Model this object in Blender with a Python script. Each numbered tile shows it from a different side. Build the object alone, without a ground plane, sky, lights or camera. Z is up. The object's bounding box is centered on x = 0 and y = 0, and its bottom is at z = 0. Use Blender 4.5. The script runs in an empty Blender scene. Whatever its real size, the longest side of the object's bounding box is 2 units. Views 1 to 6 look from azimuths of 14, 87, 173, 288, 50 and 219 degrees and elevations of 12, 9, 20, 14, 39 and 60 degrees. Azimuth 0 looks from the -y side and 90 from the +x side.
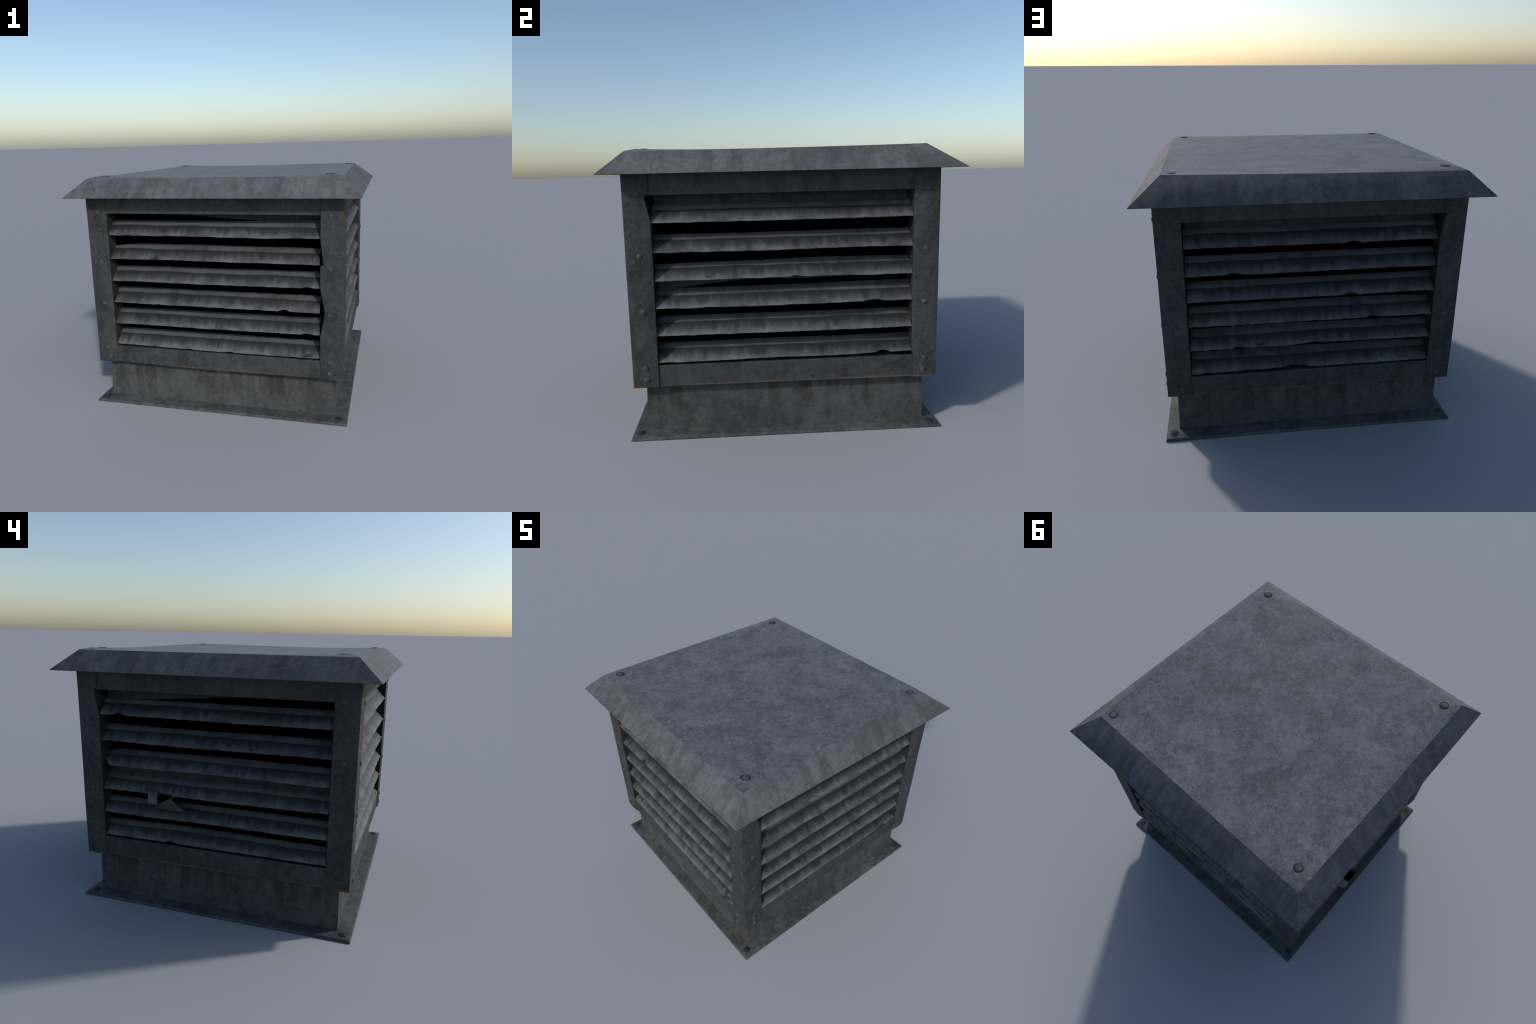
"""Weathered galvanised rooftop ventilation housing: flanged base, plinth,
louvred body with four corner posts, and a bevelled overhanging roof cap."""
import bpy, bmesh, math, random
from mathutils import Vector, Matrix, noise

random.seed(7)

# ------------------------------------------------------------------ dimensions
BODY_X, BODY_Y = 0.891, 0.885          # half widths of the louvred body
BODY_Z0, BODY_Z1 = 0.308, 1.533
OPEN_HALF = 0.742                      # half width of a louvre opening
OPEN_Z0, OPEN_Z1 = 0.437, 1.410
PLINTH_X, PLINTH_Y = 0.843, 0.825
FLANGE_X, FLANGE_Y = 0.924, 0.913
EAVE_X, EAVE_Y, EAVE_Z = 1.000, 0.998, 1.528
BEVEL_X, BEVEL_Y, BEVEL_Z = 0.882, 0.860, 1.650
TOP_X, TOP_Y, TOP_Z = 0.832, 0.811, 1.664
SLAT_Z = [1.260, 1.092, 0.932, 0.772, 0.614, 0.456]
SLAT_DEPTH, SLAT_RISE = 0.100, 0.093
JAMB = 0.118                           # how far the posts reach inwards
FACES = ("front", "right", "back", "left")


# ------------------------------------------------------------------ materials
class Nodes:
    """Small helper to write node trees compactly."""

    def __init__(self, name):
        self.mat = bpy.data.materials.new(name)
        self.mat.use_nodes = True
        self.t = self.mat.node_tree
        self.bsdf = self.t.nodes["Principled BSDF"]

    def new(self, kind, **props):
        n = self.t.nodes.new(kind)
        for k, v in props.items():
            setattr(n, k, v)
        return n

    def link(self, a, b):
        self.t.links.new(a, b)

    def put(self, sock, val):
        if hasattr(val, "is_output"):
            self.link(val, sock)
        else:
            sock.default_value = val

    def math(self, op, a, b=0.0, clamp=False):
        n = self.new("ShaderNodeMath", operation=op, use_clamp=clamp)
        self.put(n.inputs[0], a)
        self.put(n.inputs[1], b)
        return n.outputs[0]

    def mix(self, fac, a, b, blend="MIX"):
        n = self.new("ShaderNodeMix", data_type="RGBA", blend_type=blend)
        self.put(n.inputs[0], fac)
        self.put(n.inputs[6], a if hasattr(a, "is_output") else (*a, 1))
        self.put(n.inputs[7], b if hasattr(b, "is_output") else (*b, 1))
        return n.outputs[2]

    def ramp(self, fac, p0, p1, lo=0.0, hi=1.0):
        n = self.new("ShaderNodeMapRange", interpolation_type="SMOOTHSTEP")
        self.put(n.inputs[0], fac)
        for i, v in enumerate((p0, p1, lo, hi)):
            n.inputs[1 + i].default_value = v
        return n.outputs[0]

    def coords(self):
        """Object coordinates and a per-object random number as noise seed."""
        self.obj = self.new("ShaderNodeTexCoord").outputs["Object"]
        rnd = self.new("ShaderNodeObjectInfo").outputs["Random"]
        self.seed = self.math("MULTIPLY", rnd, 37.0)
        return self.obj

    def scaled(self, s):
        m = self.new("ShaderNodeMapping")
        self.link(self.obj, m.inputs[0])
        m.inputs["Scale"].default_value = s
        return m.outputs[0]

    def noise(self, scale, detail=3.0, rough=0.55, stretch=None, w=0.0, distort=0.0):
        n = self.new("ShaderNodeTexNoise", noise_dimensions="4D")
        self.link(self.scaled(stretch) if stretch else self.obj, n.inputs["Vector"])
        self.link(self.math("ADD", self.seed, w), n.inputs["W"])
        n.inputs["Scale"].default_value = scale
        n.inputs["Detail"].default_value = detail
        n.inputs["Roughness"].default_value = rough
        n.inputs["Distortion"].default_value = distort
        return n.outputs["Fac"]

    def spot(self, centre, radius):
        """Soft ball mask (1 inside) around a point in object space."""
        n = self.new("ShaderNodeVectorMath", operation="DISTANCE")
        self.link(self.obj, n.inputs[0])
        n.inputs[1].default_value = centre
        return self.ramp(n.outputs["Value"], radius * 0.35, radius, 1.0, 0.0)

    def axis(self, i):
        n = self.new("ShaderNodeSeparateXYZ")
        self.link(self.obj, n.inputs[0])
        return n.outputs[i]


RUST = (0.082, 0.036, 0.013)
RUST_PALE = (0.13, 0.085, 0.05)


def galvanised(name, dark, light, streak_axis=None, streak=0.5, mottle=7.0,
               contrast=2.0, rough=0.62, stains=None, spots=(), edge=None,
               lip=None, scratch=0.0, spec=0.35, tint=None, bump=0.12, sheen=0.0, weights=(0.34, 0.38, 0.28), fleck=0.0):
    """Oxidised zinc: mottled grey, run-off streaks, optional rust.
    streak_axis: object axes that streaks are narrow along (stretch vector)."""
    n = Nodes(name)
    n.coords()
    big = n.noise(mottle * 0.35, 3, 0.6, w=1.0)
    mid = n.noise(mottle * 1.6, 4, 0.65, w=2.0, distort=0.6)
    fine = n.noise(mottle * 4.5, 3, 0.65, w=3.0)
    v = n.math("ADD", n.math("MULTIPLY", big, weights[0]), n.math("MULTIPLY", mid, weights[1]))
    v = n.math("ADD", v, n.math("MULTIPLY", fine, weights[2]))
    fac = n.ramp(v, 0.5 - 0.17 / contrast, 0.5 + 0.17 / contrast)
    if streak_axis:
        s1 = n.noise(1.0, 3, 0.6, stretch=streak_axis, w=5.0)
        s2 = n.noise(2.6, 2, 0.5, stretch=streak_axis, w=6.0)
        s = n.ramp(n.math("ADD", n.math("MULTIPLY", s1, 0.6), n.math("MULTIPLY", s2, 0.4)), 0.36, 0.64)
        fac = n.math("ADD", n.math("MULTIPLY", fac, 1 - streak), n.math("MULTIPLY", s, streak))
    col = n.mix(fac, dark, light)
    if tint:                                   # slight hue wander: bluish / brownish oxide
        col = n.mix(n.math("MULTIPLY", n.ramp(n.noise(mottle * 0.6, 3, 0.6, w=11.0), 0.48, 0.66), tint[1]), col, tint[0])
    if fleck:                                  # small pale flakes of fresh oxide, and dark pits
        fl = n.noise(34.0, 3, 0.6, w=41.0, distort=0.8)
        col = n.mix(n.math("MULTIPLY", n.ramp(fl, 0.56, 0.70), fleck), col, tuple(c * 1.35 for c in light))
        col = n.mix(n.math("MULTIPLY", n.ramp(fl, 0.44, 0.30), fleck), col, tuple(c * 0.75 for c in dark))
    if scratch:
        sc = n.noise(mottle * 2.2, 5, 0.75, w=8.0, distort=1.5)
        line = n.math("SUBTRACT", 1.0, n.math("MULTIPLY", n.math("ABSOLUTE", n.math("SUBTRACT", sc, 0.5)), 40.0), clamp=True)
        gate = n.ramp(n.noise(mottle * 0.5, 2, 0.5, w=9.0), 0.53, 0.62)
        col = n.mix(n.math("MULTIPLY", n.math("MULTIPLY", line, gate), scratch), col,
                    tuple(min(1, c * 1.9) for c in light))
    if lip:                                    # pale band with a dark line below it, upper part of a slat
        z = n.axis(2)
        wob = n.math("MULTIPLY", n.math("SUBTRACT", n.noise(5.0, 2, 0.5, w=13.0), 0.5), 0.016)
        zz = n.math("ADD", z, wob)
        band = n.math("MULTIPLY", n.ramp(zz, lip[0] - 0.003, lip[0] + 0.003), n.ramp(zz, lip[1] - 0.004, lip[1] + 0.004, 1.0, 0.0))
        band_breakup = n.ramp(n.noise(3.0, 3, 0.6, w=14.0), 0.38, 0.55)
        col = n.mix(n.math("MULTIPLY", n.math("MULTIPLY", band, band_breakup), 0.55), col, tuple(c * 1.25 for c in light))
        dark_line = n.math("MULTIPLY", n.ramp(zz, lip[0] - 0.016, lip[0] - 0.002), n.ramp(zz, lip[0] - 0.002, lip[0] + 0.002, 1.0, 0.0))
        col = n.mix(n.math("MULTIPLY", dark_line, 0.5), col, tuple(c * 0.55 for c in dark))
        # occlusion shade painted on the upper part, its boundary made streaky
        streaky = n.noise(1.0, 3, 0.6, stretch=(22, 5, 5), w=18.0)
        upper_shade = n.ramp(n.math("ADD", z, n.math("MULTIPLY", n.math("SUBTRACT", streaky, 0.5), 0.085)), 0.012, 0.056)
        upper_shade = n.math("MULTIPLY", upper_shade, n.ramp(zz, lip[0] - 0.002, lip[0] + 0.002, 1.0, 0.25))
        col = n.mix(n.math("MULTIPLY", upper_shade, 0.85), col, tuple(c * 0.38 for c in dark))
        # lower end of the baked slat gradient, lightened; black chips break it
        drip = n.ramp(n.math("ADD", z, n.math("MULTIPLY", n.math("SUBTRACT", streaky, 0.5), 0.05)), 0.0, 0.030, 1.0, 0.0)
        patch = n.ramp(n.noise(6.0, 3, 0.6, w=16.0), 0.35, 0.65)
        col = n.mix(n.math("MULTIPLY", n.math("MULTIPLY", drip, patch), 0.85), col, tuple(c * 1.5 for c in light))
        chip = n.math("MULTIPLY", n.ramp(n.noise(6.0, 4, 0.65, stretch=(1, 2.5, 2.5), w=17.0), 0.60, 0.68), n.ramp(z, 0.010, 0.034, 1.0, 0.0))
        col = n.mix(n.math("MULTIPLY", chip, 0.85), col, tuple(c * 0.3 for c in dark))
    if stains:                                 # brown streaks; on the plinth they draw the shadow under the rail
        z0, z1, amount = stains
        z = n.axis(2)
        fade = n.ramp(z, z0, z1)
        run = n.ramp(n.noise(1.0, 3, 0.6, stretch=(11, 11, 0.7), w=21.0), 0.48, 0.62)
        col = n.mix(n.math("MULTIPLY", n.math("MULTIPLY", run, fade), amount), col, (0.026, 0.021, 0.014))
        soil = n.ramp(n.noise(4.0, 4, 0.65, w=22.0), 0.52, 0.7)
        col = n.mix(n.math("MULTIPLY", soil, amount * 0.5), col, (0.075, 0.068, 0.052))
    rgrain = n.ramp(n.noise(28.0, 3, 0.7, w=31.0), 0.35, 0.6)
    if edge is not None:                       # pale rusty line along a bottom edge
        z = n.axis(2)
        m = n.ramp(z, edge + 0.004, edge + 0.016, 1.0, 0.0)
        m = n.math("MULTIPLY", m, n.ramp(n.noise(3.5, 3, 0.6, w=32.0), 0.40, 0.6, 0.35, 1.0))
        col = n.mix(n.math("MULTIPLY", m, 0.7), col, RUST_PALE)
    for centre, radius, amount in spots:
        m = n.math("MULTIPLY", n.spot(centre, radius), n.math("ADD", n.math("MULTIPLY", rgrain, 0.6), 0.4))
        col = n.mix(n.math("MULTIPLY", m, amount), col, RUST)
    n.link(col, n.bsdf.inputs["Base Color"])
    n.put(n.bsdf.inputs["Roughness"], n.ramp(mid, 0.3, 0.7, rough - 0.08, rough + 0.08))
    n.bsdf.inputs["Specular IOR Level"].default_value = spec
    if sheen:                                   # fine dust term that brightens at a grazing view
        n.bsdf.inputs["Sheen Weight"].default_value = sheen
        n.bsdf.inputs["Sheen Roughness"].default_value = 0.5
        n.bsdf.inputs["Sheen Tint"].default_value = (0.9, 0.95, 1.0, 1)
    b = n.new("ShaderNodeBump")
    b.inputs["Strength"].default_value = bump
    b.inputs["Distance"].default_value = 0.01
    n.link(n.math("ADD", n.math("MULTIPLY", mid, 0.7), n.math("MULTIPLY", fine, 0.3)), b.inputs["Height"])
    n.link(b.outputs[0], n.bsdf.inputs["Normal"])
    return n.mat


def plain(name, colour, rough=0.8, spec=0.2, vary=0.0):
    n = Nodes(name)
    n.coords()
    f = n.noise(30.0, 3, 0.6)
    col = n.mix(n.ramp(f, 0.35, 0.65), tuple(c * (1 - vary) for c in colour), tuple(c * (1 + vary) for c in colour))
    n.link(col, n.bsdf.inputs["Base Color"])
    n.bsdf.inputs["Roughness"].default_value = rough
    n.bsdf.inputs["Specular IOR Level"].default_value = spec
    return n.mat


GREY_D, GREY_L = (0.024, 0.027, 0.029), (0.055, 0.060, 0.062)
M_TOP = galvanised("zinc_roof_sheet", (0.053, 0.060, 0.070), (0.116, 0.126, 0.142), mottle=14.0,
                   scratch=0.6, rough=0.72, contrast=1.7, tint=((0.086, 0.088, 0.102), 0.4), spec=0.1, bump=0.10, sheen=0.12, weights=(0.34, 0.38, 0.28), fleck=0.55)
M_SKIRT_X = galvanised("zinc_roof_skirt_along_x", (0.055, 0.059, 0.066), (0.122, 0.128, 0.139), fleck=0.25, streak_axis=(13, 2.0, 2.0),
                       streak=0.45, mottle=9, rough=0.7, tint=((0.064, 0.065, 0.064), 0.6), spec=0.12)
M_SKIRT_Y = galvanised("zinc_roof_skirt_along_y", (0.055, 0.059, 0.066), (0.122, 0.128, 0.139), fleck=0.25, streak_axis=(2.0, 13, 2.0),
                       streak=0.45, mottle=9, rough=0.7, tint=((0.064, 0.065, 0.064), 0.6), spec=0.12)
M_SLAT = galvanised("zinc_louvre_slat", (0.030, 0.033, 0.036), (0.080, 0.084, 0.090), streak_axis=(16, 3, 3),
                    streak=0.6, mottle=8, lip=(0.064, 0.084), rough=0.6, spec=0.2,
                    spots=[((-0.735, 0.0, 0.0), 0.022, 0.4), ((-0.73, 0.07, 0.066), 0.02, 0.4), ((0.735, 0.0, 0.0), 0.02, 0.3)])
M_RAIL = galvanised("zinc_rail", GREY_D, GREY_L, streak_axis=(12, 12, 3), streak=0.35, mottle=11, edge=BODY_Z0, spec=0.15,
                    spots=[((0.55, -0.885, 0.352), 0.024, 0.8), ((0.30, -0.885, 0.312), 0.03, 0.5), ((-0.15, -0.885, 0.437), 0.02, 0.35),
                           ((-0.72, -0.885, 0.42), 0.035, 0.4)])
POST_SPOTS = []
for sx in (-1, 1):
    for sy in (-1, 1):
        POST_SPOTS.append(((sx * BODY_X, sy * BODY_Y, BODY_Z0), 0.045, 0.9))
        POST_SPOTS.append(((sx * BODY_X, sy * BODY_Y, 1.425), 0.04, 0.75))
POST_SPOTS += [((0.742, -0.885, 1.42), 0.03, 0.45), ((-0.742, -0.885, 1.42), 0.03, 0.45),
               ((0.891, -0.742, 0.955), 0.03, 0.4), ((0.891, -0.745, 1.19), 0.03, 0.35), ((0.891, -0.74, 0.43), 0.05, 0.4),
               ((-0.742, -0.885, 0.45), 0.035, 0.45), ((0.742, -0.885, 0.44), 0.03, 0.4), ((-0.891, 0.742, 1.25), 0.03, 0.4)]
M_POST = galvanised("zinc_corner_post", (0.022, 0.0255, 0.027), (0.052, 0.058, 0.060), mottle=15, streak_axis=(14, 14, 4), streak=0.25, spec=0.15, contrast=1.8, fleck=0.3,
                    edge=BODY_Z0 - 0.002, spots=POST_SPOTS)
M_PLINTH = galvanised("zinc_plinth", (0.036, 0.039, 0.040), (0.078, 0.082, 0.082), mottle=11, streak_axis=(10, 10, 2), streak=0.3, spec=0.12, contrast=1.8, fleck=0.3,
                      stains=(0.02, 0.33, 0.7))
M_FLANGE = galvanised("zinc_flange", (0.040, 0.044, 0.045), (0.078, 0.084, 0.085), mottle=8, spec=0.12, stains=(-1, -0.9, 0.25),
                      spots=[((sx * 0.905, sy * 0.895, 0.02), 0.03, 0.45) for sx in (-1, 1) for sy in (-1, 1)])
M_BOLT = plain("dull_bolt_steel", (0.070, 0.074, 0.078), 0.75, 0.12, 0.4)
M_BOLT_DARK = plain("grimy_washer", (0.024, 0.025, 0.027), 0.8, 0.2, 0.3)
M_RIVET = plain("dusty_rivet", (0.056, 0.056, 0.050), 0.7, 0.15, 0.4)
M_JAMB = galvanised("post_return_shade_darkened", (0.014, 0.014, 0.013), (0.034, 0.034, 0.032), mottle=9, spec=0.1)  # base colour lowered to carry the shade inside the jambs
M_GAP_PLATE = galvanised("gap_plate_shadow_toned", (0.016, 0.017, 0.018), (0.042, 0.044, 0.046), mottle=8, streak_axis=(12, 3, 3), streak=0.4, spec=0.1)  # slat grey toned down for the shadowed recess
M_BLACK = plain("black_interior", (0.0015, 0.0015, 0.0015), 1.0, 0.0, 0.2)


# ------------------------------------------------------------------ helpers
def make(name, verts, faces, mats, parent=None, mat_index=None, smooth_angle=None):
    me = bpy.data.meshes.new(name)
    me.from_pydata([tuple(v) for v in verts], [], faces)
    for m in mats:
        me.materials.append(m)
    if mat_index:
        me.polygons.foreach_set("material_index", mat_index)
    bm = bmesh.new()
    bm.from_mesh(me)
    bmesh.ops.recalc_face_normals(bm, faces=bm.faces)
    bm.to_mesh(me)
    bm.free()
    if smooth_angle:
        me.shade_smooth()
        me.set_sharp_from_angle(angle=math.radians(smooth_angle))
    return place(name, me, parent)


def place(name, me, parent=None, loc=(0, 0, 0), rot=0.0):
    ob = bpy.data.objects.new(name, me)
    bpy.context.scene.collection.objects.link(ob)
    ob.location = loc
    ob.rotation_euler = (0, 0, rot)
    if parent:
        ob.parent = parent
    return ob


def bevel(ob, width, segments=2, angle=35):
    m = ob.modifiers.new("edge_round", "BEVEL")
    m.width = width
    m.segments = segments
    m.limit_method = "ANGLE"
    m.angle_limit = math.radians(angle)


def wob(x, y, z, scale, seed):
    return noise.noise(Vector((x * scale + seed * 13.7, y * scale - seed * 5.1, z * scale + seed)))


def lerp_table(table, x):
    if x <= table[0][0]:
        return table[0][1]
    for (x0, v0), (x1, v1) in zip(table, table[1:]):
        if x <= x1:
            return v0 + (v1 - v0) * (x - x0) / (x1 - x0)
    return table[-1][1]


root = bpy.data.objects.new("roof_ventilator", None)
bpy.context.scene.collection.objects.link(root)
root["label"] = "weathered grey metal rooftop vent box with louvred sides and overhanging cap"
root["category"] = "roof vent"


# ------------------------------------------------------------------ roof cap
def ring(corners, n):
    """Closed ring of points, n per side, through four corners a,b,c,d."""
    pts = []
    for i in range(4):
        p, q = Vector(corners[i]), Vector(corners[(i + 1) % 4])
        pts += [p.lerp(q, k / n) for k in range(n)]
    return pts


def top_height(x, y):
    """The sheet dishes slightly: highest at the bolted corners."""
    c = abs(x) / TOP_X * abs(y) / TOP_Y
    return 1.6505 + 0.0015 * max(abs(x) / TOP_X, abs(y) / TOP_Y) ** 4 + 0.011 * c ** 3


def build_roof():
    n = 48
    sg = [(-1, -1), (1, -1), (1, 1), (-1, 1)]
    eave = ring([(sx * EAVE_X, sy * EAVE_Y, EAVE_Z) for sx, sy in sg], n)
    drip = ring([(sx * (EAVE_X - 0.004), sy * (EAVE_Y - 0.004), EAVE_Z - 0.002) for sx, sy in sg], n)
    bev = [Vector((sx * BEVEL_X, sy * BEVEL_Y, BEVEL_Z)) for sx, sy in sg]
    top = [Vector((sx * TOP_X, sy * TOP_Y, TOP_Z)) for sx, sy in sg]
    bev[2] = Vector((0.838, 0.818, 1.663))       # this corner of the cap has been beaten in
    rings = [drip, eave]
    bev_r, top_r = ring(bev, n), ring(top, n)
    for p in bev_r:                             # edges stay low until close to the beaten corner
        f = max(0.0, min(1.0, (p.z - BEVEL_Z) / 0.013))
        p.z = BEVEL_Z + 0.0005 + 0.0125 * f ** 2.2
    for t in (0.33, 0.66):                      # skirts belly outwards a little
        row = []
        for k, (e, b) in enumerate(zip(eave, bev_r)):
            p = e.lerp(b, t)
            p.z += (0.003, 0.003, 0.011, 0.0)[k // n] * min(1.0, min(k % n, n - k % n) / 4)
            row.append(p)
        rings.append(row)
    for p in top_r:
        p.z = top_height(p.x, p.y)
    rings += [bev_r, [b.lerp(t, 0.5) for b, t in zip(bev_r, top_r)], top_r]
    for k in range(1, 12):                      # shrink towards the middle
        s = 1 - k / 12
        rings.append([Vector((p.x * s, p.y * s, top_height(p.x * s, p.y * s))) for p in top_r])
    verts, faces, mi = [], [], []
    for j, r in enumerate(rings):
        for p in r:
            q = p.copy()
            if j >= 2:
                f = 0.0 if j in (4, 5, 6) else 1.0
                q.z += 0.002 * f * wob(q.x, q.y, 0, 2.3, 1) + 0.0012 * wob(q.x, q.y, 0, 9, 2) * f
            verts.append(q)
    m = 4 * n
    for j in range(len(rings) - 1):
        for i in range(m):
            a, b = j * m + i, j * m + (i + 1) % m
            faces.append((a, b, b + m, a + m))
            side = i // n
            mi.append(0 if j >= 4 else (1 if side in (0, 2) else 2))
    verts.append(Vector((0, 0, top_height(0, 0))))
    c = len(verts) - 1
    last = (len(rings) - 1) * m
    for i in range(m):
        faces.append((last + i, last + (i + 1) % m, c))
        mi.append(0)
    # flat soffit closing the underside
    under = len(verts)
    verts += ring([(sx * 0.80, sy * 0.80, EAVE_Z) for sx, sy in sg], n)
    for i in range(m):
        faces.append((i, (i + 1) % m, under + (i + 1) % m, under + i))
        mi.append(1)
    faces.append(tuple(range(under, under + m)))
    mi.append(1)
    return make("roof_cap", verts, faces, [M_TOP, M_SKIRT_X, M_SKIRT_Y], root, mi, smooth_angle=18)


roof = build_roof()


# ------------------------------------------------------------------ bolts
def disc_profile(name, profile, sides, mats, splits=None):
    """Lathe a (radius, height) profile with a given number of sides."""
    verts, faces, mi = [], [], []
    for r, h in profile:
        for k in range(sides):
            a = 2 * math.pi * k / sides
            verts.append((r * math.cos(a), r * math.sin(a), h))
    for j in range(len(profile) - 1):
        for k in range(sides):
            a, b = j * sides + k, j * sides + (k + 1) % sides
            faces.append((a, b, b + sides, a + sides))
            mi.append(splits[j] if splits else 0)
    faces.append(tuple((len(profile) - 1) * sides + k for k in range(sides)))
    mi.append(splits[-1] if splits else 0)
    faces.append(tuple(range(sides)))
    mi.append(0)
    ob = make(name, verts, faces, mats, None, mi, smooth_angle=40)
    me = ob.data
    bpy.data.objects.remove(ob)
    return me


roof_bolt = disc_profile("roof_bolt", [(0.032, -0.012), (0.034, -0.001), (0.031, 0.0010), (0.022, 0.0008), (0.021, 0.0022), (0.015, 0.0032), (0.006, 0.0034)],
                         18, [M_BOLT_DARK, M_BOLT], [0, 0, 0, 1, 1, 1, 1])
flange_bolt = disc_profile("flange_bolt", [(0.026, -0.004), (0.026, 0.003), (0.022, 0.0035), (0.015, 0.0038), (0.014, 0.007), (0.010, 0.008)],
                           16, [M_BOLT_DARK, M_BOLT_DARK], [0, 0, 0, 1, 1, 1])
rivet = disc_profile("rivet", [(0.0175, -0.006), (0.0165, 0.001), (0.0140, 0.0035), (0.009, 0.0052), (0.004, 0.006)], 14, [M_RIVET])

for x, y in [(-0.807, -0.780), (0.804, -0.781), (0.800, 0.766), (-0.803, 0.764)]:
    b = place("roof_bolt", roof_bolt, roof, (x * 0.985, y * 0.985, top_height(x * 0.985, y * 0.985) + random.uniform(0.0012, 0.0028)), random.uniform(0, 6))
    b.scale = (random.uniform(0.88, 1.08), random.uniform(0.9, 1.08), 1)


# ------------------------------------------------------------------ base: flange and plinth
def build_flange():
    sg = [(-1, -1), (1, -1), (1, 1), (-1, 1)]
    n = 40
    levels = [(FLANGE_X, FLANGE_Y, 0.0), (FLANGE_X, FLANGE_Y, 0.004), (FLANGE_X - 0.007, FLANGE_Y - 0.007, 0.015),
              (0.895, 0.884, 0.019), (PLINTH_X + 0.008, PLINTH_Y + 0.008, 0.024), (PLINTH_X - 0.02, PLINTH_Y - 0.02, 0.027),
              (PLINTH_X - 0.02, PLINTH_Y - 0.02, 0.0)]
    verts, faces = [], []
    m = 4 * n
    for j, (hx, hy, z) in enumerate(levels):
        for p in ring([(sx * hx, sy * hy, z) for sx, sy in sg], n):
            q = p.copy()
            if j in (2, 3, 4):
                q.z += 0.003 * wob(q.x, q.y, 0, 4, 5)
            verts.append(q)
    L = len(levels)
    for j in range(L):
        for i in range(m):
            a, b = j * m + i, j * m + (i + 1) % m
            c, d = ((j + 1) % L) * m + (i + 1) % m, ((j + 1) % L) * m + i
            faces.append((a, b, c, d))
    return make("base_flange", verts, faces, [M_FLANGE], root, smooth_angle=30)


flange = build_flange()
for x, y in [(-0.868, -0.862), (0.868, -0.862), (0.874, 0.856), (-0.872, 0.848)]:
    place("flange_bolt", flange_bolt, flange, (x, y, 0.0205), random.uniform(0, 6))


def build_plinth():
    sg = [(-1, -1), (1, -1), (1, 1), (-1, 1)]
    n, rows = 36, 7
    verts, faces = [], []
    m = 4 * n
    for j in range(rows):
        z = 0.012 + (0.36 - 0.012) * j / (rows - 1)
        lean = -0.006 * j / (rows - 1)
        for i, p in enumerate(ring([(sx * (PLINTH_X + lean), sy * (PLINTH_Y + lean), z) for sx, sy in sg], n)):
            q = p.copy()
            k = i % n
            if 0 < k < n:
                w = 0.003 * wob(q.x, q.y, q.z, 3.2, 6) * min(1, min(k, n - k) / 4)
                side = i // n
                if side in (0, 2):
                    q.y += w
                else:
                    q.x += w
            verts.append(q)
    for j in range(rows - 1):
        for i in range(m):
            a, b = j * m + i, j * m + (i + 1) % m
            faces.append((a, b, b + m, a + m))
    faces.append(tuple(range(m)))
    faces.append(tuple((rows - 1) * m + i for i in range(m)))
    return make("plinth", verts, faces, [M_PLINTH], root, smooth_angle=30)


build_plinth()

# ------------------------------------------------------------------ corner posts
# Inner edge of each post as (height, half opening width): the sheet has been
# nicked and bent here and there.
W = OPEN_HALF
STRAIGHT = [(0.3, W), (1.6, W)]
INNER = {
    ("front", 1): [(0.3, W), (0.612, W), (0.768, 0.772), (0.934, W), (1.085, W), (1.091, 0.764), (1.257, W), (1.6, 0.748)],
    ("front", -1): STRAIGHT,
    ("right", -1): [(0.3, 0.738), (1.262, 0.735), (1.41, 0.765), (1.425, W), (1.6, W)],
    ("right", 1): [(0.3, 0.748), (0.437, 0.747), (0.48, 0.736), (1.6, 0.736)],
    ("back", 1): [(0.3, W), (1.26, W), (1.412, 0.768), (1.425, W), (1.6, W)],
    ("back", -1): STRAIGHT,
    ("left", -1): [(0.3, W), (1.24, 0.738), (1.407, 0.767), (1.425, W), (1.6, W)],
    ("left", 1): STRAIGHT,
}
# lift of the lower edge of the two flanges near the opening, per face side
FOOT = {("front", -1): 0.010, ("front", 1): 0.008, ("right", -1): 0.003, ("right", 1): -0.002,
        ("back", -1): 0.004, ("back", 1): 0.004, ("left", -1): 0.0, ("left", 1): 0.004}
# corner sign -> (face on the y side, its side, face on the x side, its side)
CORNERS = {(-1, -1): ("front", -1, "left", 1), (1, -1): ("front", 1, "right", -1),
           (1, 1): ("back", -1, "right", 1), (-1, 1): ("back", 1, "left", -1)}


RIDGE = 0.009


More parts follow.
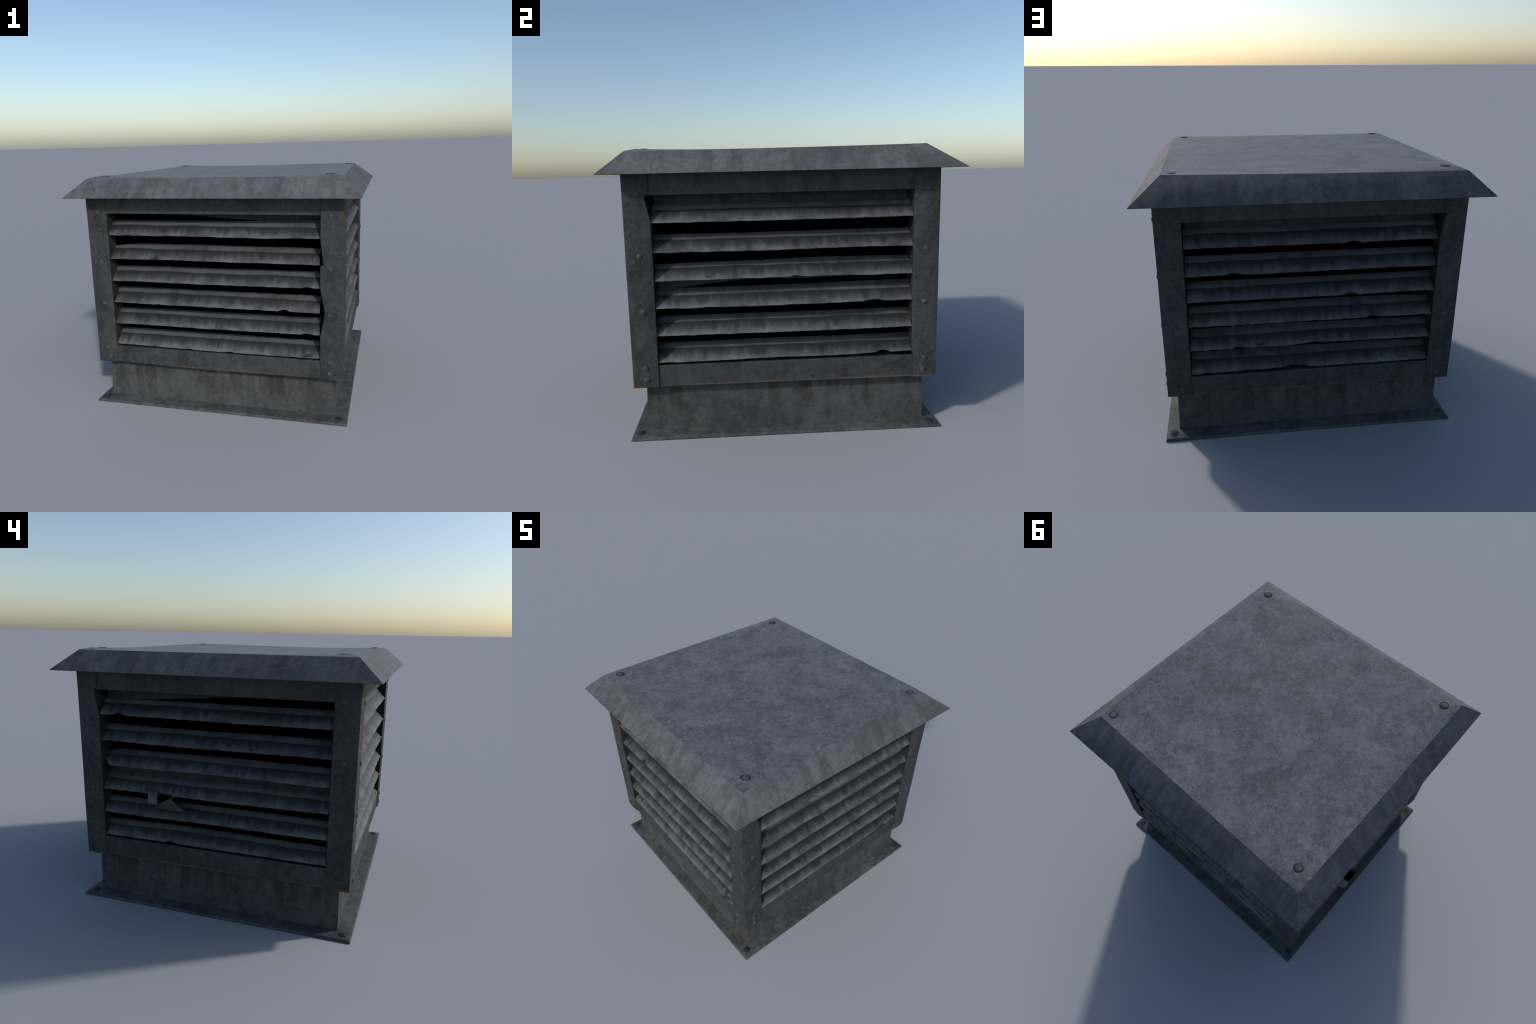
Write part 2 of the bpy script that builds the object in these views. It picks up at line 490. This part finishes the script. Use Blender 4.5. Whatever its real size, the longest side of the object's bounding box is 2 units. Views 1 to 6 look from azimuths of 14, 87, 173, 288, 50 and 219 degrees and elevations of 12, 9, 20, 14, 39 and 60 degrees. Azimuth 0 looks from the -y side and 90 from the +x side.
def build_post(sx, sy):
    fy, ey, fx, ex = CORNERS[(sx, sy)]
    ty, tx = INNER[(fy, ey)], INNER[(fx, ex)]
    zs = sorted({BODY_Z0, BODY_Z1} | {z for z, _ in ty + tx if BODY_Z0 < z < BODY_Z1} |
                {BODY_Z0 + (BODY_Z1 - BODY_Z0) * k / 24 for k in range(25)})
    verts, faces, mi = [], [], []
    for z in zs:
        wy, wx = lerp_table(ty, z), lerp_table(tx, z)
        dent = 0.0015 * wob(sx, sy, z, 3.0, 9)
        ridge = RIDGE + 0.003 * wob(sx, sy, z, 2.0, 15)
        fly = FOOT[(fy, ey)] if z == BODY_Z0 else 0
        flx = FOOT[(fx, ex)] if z == BODY_Z0 else 0
        mid_y = mid_x = 0.806          # rivet line: the angle iron is ridged here
        X, Y = sx * (BODY_X + dent), sy * (BODY_Y + dent)
        cross = [(X, Y, z), (sx * mid_y, sy * (BODY_Y + ridge), z + fly), (sx * wy, sy * BODY_Y, z + fly),
                 (sx * wy, sy * (BODY_Y - JAMB), z + fly), (sx * (BODY_X - JAMB), sy * wx, z + flx),
                 (sx * BODY_X, sy * wx, z + flx), (sx * (BODY_X + ridge), sy * mid_x, z + flx)]
        verts += cross
    c = 7
    for j in range(len(zs) - 1):
        for i in range(c):
            a, b = j * c + i, j * c + (i + 1) % c
            faces.append((a, b, b + c, a + c))
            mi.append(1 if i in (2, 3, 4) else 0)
    mi += [0, 0]
    faces.append(tuple(range(c)))
    faces.append(tuple((len(zs) - 1) * c + i for i in range(c)))
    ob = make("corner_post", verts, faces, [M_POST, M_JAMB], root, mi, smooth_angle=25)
    bevel(ob, 0.0035, 2, 40)
    return ob


RIVET_Z = [1.414, 1.073, 0.762, 0.427, 0.355]
for (sx, sy) in CORNERS:
    post = build_post(sx, sy)
    for z in RIVET_Z:
        o = place("rivet", rivet, post, (sx * 0.807 + random.uniform(-.003, .003), sy * (BODY_Y + RIDGE - 0.001), z + random.uniform(-.005, .005)))
        o.rotation_euler = (math.radians(90) * (1 if sy < 0 else -1), 0, 0)
        o = place("rivet", rivet, post, (sx * (BODY_X + RIDGE - 0.001), sy * 0.807 + random.uniform(-.003, .003), z + random.uniform(-.005, .005)))
        o.rotation_euler = (0, math.radians(90) * sx, 0)


# ------------------------------------------------------------------ per-face frames
def face_frame(i):
    """Rotation and distance of face i; local frame looks along -y."""
    return i * math.pi / 2, (BODY_Y if i % 2 == 0 else BODY_X)


def build_rail(name, i, z_lo, z_hi, sag):
    """Horizontal sheet rail between the posts; sag(x) shifts its lower edge."""
    rot, dist = face_frame(i)
    n, rows = 40, 4
    half = W + 0.034
    verts, faces = [], []
    for side_y, flip in ((-(dist - 0.005), 0), (-(dist - JAMB), 1)):
        for j in range(rows + 1):
            for k in range(n + 1):
                x = -half + 2 * half * k / n
                z = z_lo + sag(x) * (1 - j / rows) + (z_hi - z_lo) * j / rows
                y = side_y
                if flip == 0:
                    y += 0.002 * wob(x, i, z, 3, 3)
                verts.append((x, y, z))
    s = (rows + 1) * (n + 1)
    idx = lambda f, j, k: f * s + j * (n + 1) + k
    for f in (0, 1):
        for j in range(rows):
            for k in range(n):
                faces.append((idx(f, j, k), idx(f, j, k + 1), idx(f, j + 1, k + 1), idx(f, j + 1, k)))
    for k in range(n):
        for j in (0, rows):
            faces.append((idx(0, j, k), idx(0, j, k + 1), idx(1, j, k + 1), idx(1, j, k)))
    for j in range(rows):
        for k in (0, n):
            faces.append((idx(0, j, k), idx(0, j + 1, k), idx(1, j + 1, k), idx(1, j, k)))
    ob = make(name, verts, faces, [M_RAIL], root, smooth_angle=30)
    ob.rotation_euler = (0, 0, rot)
    bevel(ob, 0.003, 2, 50)
    return ob


for i, f in enumerate(FACES):
    lo, hi = FOOT[(f, -1)], FOOT[(f, 1)]
    build_rail("bottom_rail", i, BODY_Z0, OPEN_Z0, lambda x, lo=lo, hi=hi: (lo if x < 0 else hi) * abs(x / W) ** 1.5)
    build_rail("top_rail", i, OPEN_Z1, BODY_Z1, lambda x: 0.0)

# ------------------------------------------------------------------ louvre slats
# extra length of the slat's upper edge, in metres along the slope, by x
EXTEND = {
    ("front", 1): [(-0.74, -0.022), (-0.55, 0.004), (-0.3, 0)],
    ("right", 2): [(-0.74, -0.015), (-0.5, -0.008), (0.2, 0)],
    ("back", 3): [(-0.74, 0.0), (0.2, 0.01), (0.74, 0)],
    ("back", 4): [(-0.74, 0.01), (0.0, 0.012), (0.74, 0)],
    ("back", 5): [(-0.74, 0.01), (0.0, 0.02), (0.74, 0)],
    ("left", 2): [(-0.74, -0.03), (-0.66, 0.002), (0.0, 0.0)],
}
# vertical bend of the lower edge by x: sagging, kinked sheet
DROOP = {
    ("back", 4): [(-0.74, 0), (-0.15, 0), (0.0, 0.012), (0.2, 0.004), (0.74, 0)],
    ("back", 5): [(-0.74, 0), (-0.1, 0.006), (0.05, -0.004), (0.74, 0.0)],
    ("left", 3): [(-0.74, 0), (-0.4, -0.002), (0.74, 0)],
    ("front", 5): [(-0.74, 0.002), (0.0, -0.006), (0.74, 0)],
    ("right", 5): [(-0.74, 0), (0.2, 0.004), (0.74, 0.012)],
}
# how far back the upper edge lies, by x (bent blades stand steeper)
FACE_DEPTH = {"front": [(-0.74, 0.104), (0.3, 0.097), (0.74, 0.088)], "right": [(-0.74, 0.088), (0.74, 0.093)],
              "back": [(-0.74, 0.090), (0.74, 0.090)], "left": [(-0.74, 0.086), (0.74, 0.086)]}
DEPTH = {
    ("left", 4): [(-0.74, 0.070), (-0.4, 0.085), (0.3, 0.085), (0.74, 0.07)],
    ("left", 5): [(-0.74, 0.060), (-0.3, 0.085), (0.1, 0.082), (0.74, 0.058)],
}
# rise of the upper edge, by x
RISE = {
    ("front", 0): [(-0.74, 0.092), (0.0, 0.094), (0.74, 0.105)],
    ("right", 3): [(-0.74, 0.095), (0.74, 0.105)],
    ("left", 3): [(-0.74, 0.105), (0.74, 0.105)],
}
PROFILE = [(0.0, 0.0), (0.2, 0.2), (0.45, 0.46), (0.70, 0.72), (0.82, 0.83), (1.0, 1.0)]   # depth, rise fractions


def build_slat_mesh(seed, depth, rise=None, extend=None, droop=None, bite=None, half=W - 0.004):
    """Sloping sheet, 4 mm thick, lower edge in front.
    depth, rise: where the upper edge lies, by x; bite: (length, height) cut off the left lower corner."""
    n = 96
    extend = extend or [(0, 0), (1, 0)]
    droop = droop or [(0, 0), (1, 0)]
    rise = rise or [(0, SLAT_RISE), (1, SLAT_RISE)]
    verts, faces = [], []
    rows = len(PROFILE)
    for layer in (0, 1):
        for k in range(n + 1):
            x = -half + 2 * half * k / n
            e = lerp_table(extend, x) / math.hypot(SLAT_DEPTH, SLAT_RISE)
            d = lerp_table(droop, x)
            for j, (pd, pr) in enumerate(PROFILE):
                t0 = 0.0
                if bite and x < -half + bite[0]:
                    t0 = bite[1] * (1 - (x + half) / bite[0])
                top = 1.0 + e
                td = t0 + pd * (top - t0)
                tr = t0 + pr * (top - t0)
                y = td * lerp_table(depth, x)
                z = tr * lerp_table(rise, x) + d * (1 - pr)
                w = 0.0055 * wob(x, pd, 0, 2.4, seed) + 0.002 * wob(x, pd, 0, 9, seed + 3)
                z += 0.005 * wob(x, 0.3, 0, 1.5, seed + 8)
                if j == 0:
                    z += 0.003 * wob(x, 0, 0, 14, seed + 5) + 0.05 * max(0.0, wob(x, 0, 0, 7, seed + 6) - 0.42)
                y -= w * 0.6
                z += w * 0.6
                if layer:
                    y += 0.0028
                    z -= 0.0028
                verts.append((x, y, z))
    s = rows * (n + 1)
    idx = lambda l, k, j: l * s + k * rows + j
    for l in (0, 1):
        for k in range(n):
            for j in range(rows - 1):
                faces.append((idx(l, k, j), idx(l, k + 1, j), idx(l, k + 1, j + 1), idx(l, k, j + 1)))
    for k in range(n):
        for j in (0, rows - 1):
            faces.append((idx(0, k, j), idx(0, k + 1, j), idx(1, k + 1, j), idx(1, k, j)))
    for j in range(rows - 1):
        for k in (0, n):
            faces.append((idx(0, k, j), idx(0, k, j + 1), idx(1, k, j + 1), idx(1, k, j)))
    ob = make("louvre_slat", verts, faces, [M_SLAT], None, smooth_angle=40)
    me = ob.data
    bpy.data.objects.remove(ob)
    return me


torn_slat = None
for i, f in enumerate(FACES):
    rot, dist = face_frame(i)
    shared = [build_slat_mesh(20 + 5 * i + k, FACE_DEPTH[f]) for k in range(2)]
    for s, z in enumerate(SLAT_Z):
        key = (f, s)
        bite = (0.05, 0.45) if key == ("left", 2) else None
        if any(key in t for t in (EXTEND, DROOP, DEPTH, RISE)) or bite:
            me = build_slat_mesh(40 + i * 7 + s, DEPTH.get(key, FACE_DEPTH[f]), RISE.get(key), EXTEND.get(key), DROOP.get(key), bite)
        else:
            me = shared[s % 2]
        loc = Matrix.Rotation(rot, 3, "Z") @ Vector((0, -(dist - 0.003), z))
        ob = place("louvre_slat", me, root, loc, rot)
        if key == ("left", 3):
            torn_slat = ob


# torn strip of sheet hanging out of the left face
def build_flap(name, quad, n=8, mat=None, belly=0.012):
    """Bent quad patch: quad = four corners, upper pair first, in slat space."""
    a, b, c, d = [Vector(q) for q in quad]
    verts, faces = [], []
    for layer in (0, 1):
        for j in range(n + 1):
            for k in range(n + 1):
                u, v = k / n, j / n
                p = a.lerp(b, u).lerp(d.lerp(c, u), v)
                rag = (max(0.0, abs(u - 0.5) - 0.3) + max(0.0, v - 0.75)) if belly > 0.01 else 0.0
                p.x += 0.05 * rag * wob(u, v, 1, 4, 6)
                p.z += 0.05 * rag * wob(u, v, 2, 4, 7)
                p.y -= belly * math.sin(math.pi * v) + 0.006 * wob(u, v, 0, 3, 4)
                if layer:
                    p.y += 0.004
                verts.append(p)
    s = (n + 1) ** 2
    idx = lambda l, j, k: l * s + j * (n + 1) + k
    for l in (0, 1):
        for j in range(n):
            for k in range(n):
                faces.append((idx(l, j, k), idx(l, j, k + 1), idx(l, j + 1, k + 1), idx(l, j + 1, k)))
    for k in range(n):
        for j in (0, n):
            faces.append((idx(0, j, k), idx(0, j, k + 1), idx(1, j, k + 1), idx(1, j, k)))
            faces.append((idx(0, k, j), idx(0, k + 1, j), idx(1, k + 1, j), idx(1, k, j)))
    return make(name, verts, faces, [mat or M_SLAT], torn_slat, smooth_angle=40)


# slat space: x along the face, y inwards, z up from the slat's front edge (z 0.772)
build_flap("torn_flap", [(-0.415, 0.01, 0.03), (-0.335, 0.004, 0.02), (-0.305, -0.075, -0.033), (-0.362, -0.077, -0.041)])
# black mouth of the tear, and the slat below pulled outwards under it
TIP = (-0.219, -0.077, 0.006)
LIP = (-0.307, -0.073, -0.036)
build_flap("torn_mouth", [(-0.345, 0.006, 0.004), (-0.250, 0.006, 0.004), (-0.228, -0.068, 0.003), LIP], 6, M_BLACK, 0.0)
build_flap("torn_flap", [(-0.250, 0.0, 0.0), (-0.215, 0.0, 0.0), (TIP[0] + 0.003, TIP[1], TIP[2] - 0.002), (TIP[0] - 0.012, TIP[1] + 0.01, TIP[2] - 0.006)], 5, None, 0.0)
build_flap("torn_flap", [LIP, TIP, (-0.17, 0.045, -0.115), (-0.40, 0.045, -0.115)], 8, None, 0.004)


# ------------------------------------------------------------------ dark interior
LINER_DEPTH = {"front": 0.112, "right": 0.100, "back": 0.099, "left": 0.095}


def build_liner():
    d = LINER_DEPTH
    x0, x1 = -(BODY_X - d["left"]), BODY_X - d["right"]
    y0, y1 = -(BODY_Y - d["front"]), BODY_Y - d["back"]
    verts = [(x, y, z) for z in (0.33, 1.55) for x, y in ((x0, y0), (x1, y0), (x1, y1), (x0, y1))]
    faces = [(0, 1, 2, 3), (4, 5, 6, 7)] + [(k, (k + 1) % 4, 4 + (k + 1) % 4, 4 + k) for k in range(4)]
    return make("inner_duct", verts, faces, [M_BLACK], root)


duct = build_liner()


def build_plate(i, s, x0, x1, low0, low1):
    """Grey strip just in front of the duct in the gap above slat s.
    low0, low1: how far it hangs down below the blade above at its two ends."""
    f = FACES[i]
    rot, dist = face_frame(i)
    z_up = OPEN_Z1 + 0.02 if s == 0 else SLAT_Z[s - 1] + 0.05
    edge = OPEN_Z1 if s == 0 else SLAT_Z[s - 1]
    y = -(dist - LINER_DEPTH[f] + 0.003)
    n = 24
    verts, faces = [], []
    for layer in (0.0, 0.002):
        for k in range(n + 1):
            t = k / n
            x = x0 + (x1 - x0) * t
            low = edge - (low0 + (low1 - low0) * t) + 0.006 * math.floor(3 * wob(x, s, i, 6, 2)) / 3
            verts += [(x, y + layer, z_up), (x, y + layer, low)]
    m = 2 * (n + 1)
    for k in range(n):
        a = 2 * k
        faces += [(a, a + 1, a + 3, a + 2), (m + a, m + a + 2, m + a + 3, m + a + 1),
                  (a, a + 2, m + a + 2, m + a), (a + 1, m + a + 1, m + a + 3, a + 3)]
    faces += [(0, m, m + 1, 1), (m - 2, m - 1, 2 * m - 1, 2 * m - 2)]
    ob = make("gap_plate", verts, faces, [M_GAP_PLATE], duct)
    ob.rotation_euler = (0, 0, rot)


build_plate(0, 0, -0.45, 0.73, 0.004, 0.075)
build_plate(1, 0, -0.73, 0.73, 0.075, 0.070)
build_plate(1, 3, -0.73, -0.10, 0.070, 0.010)
build_plate(1, 3, 0.0, 0.73, 0.030, 0.012)
build_plate(2, 0, -0.73, 0.73, 0.075, 0.075)
build_plate(3, 0, -0.73, 0.30, 0.075, 0.004)
build_plate(3, 3, -0.73, 0.73, 0.080, 0.080)
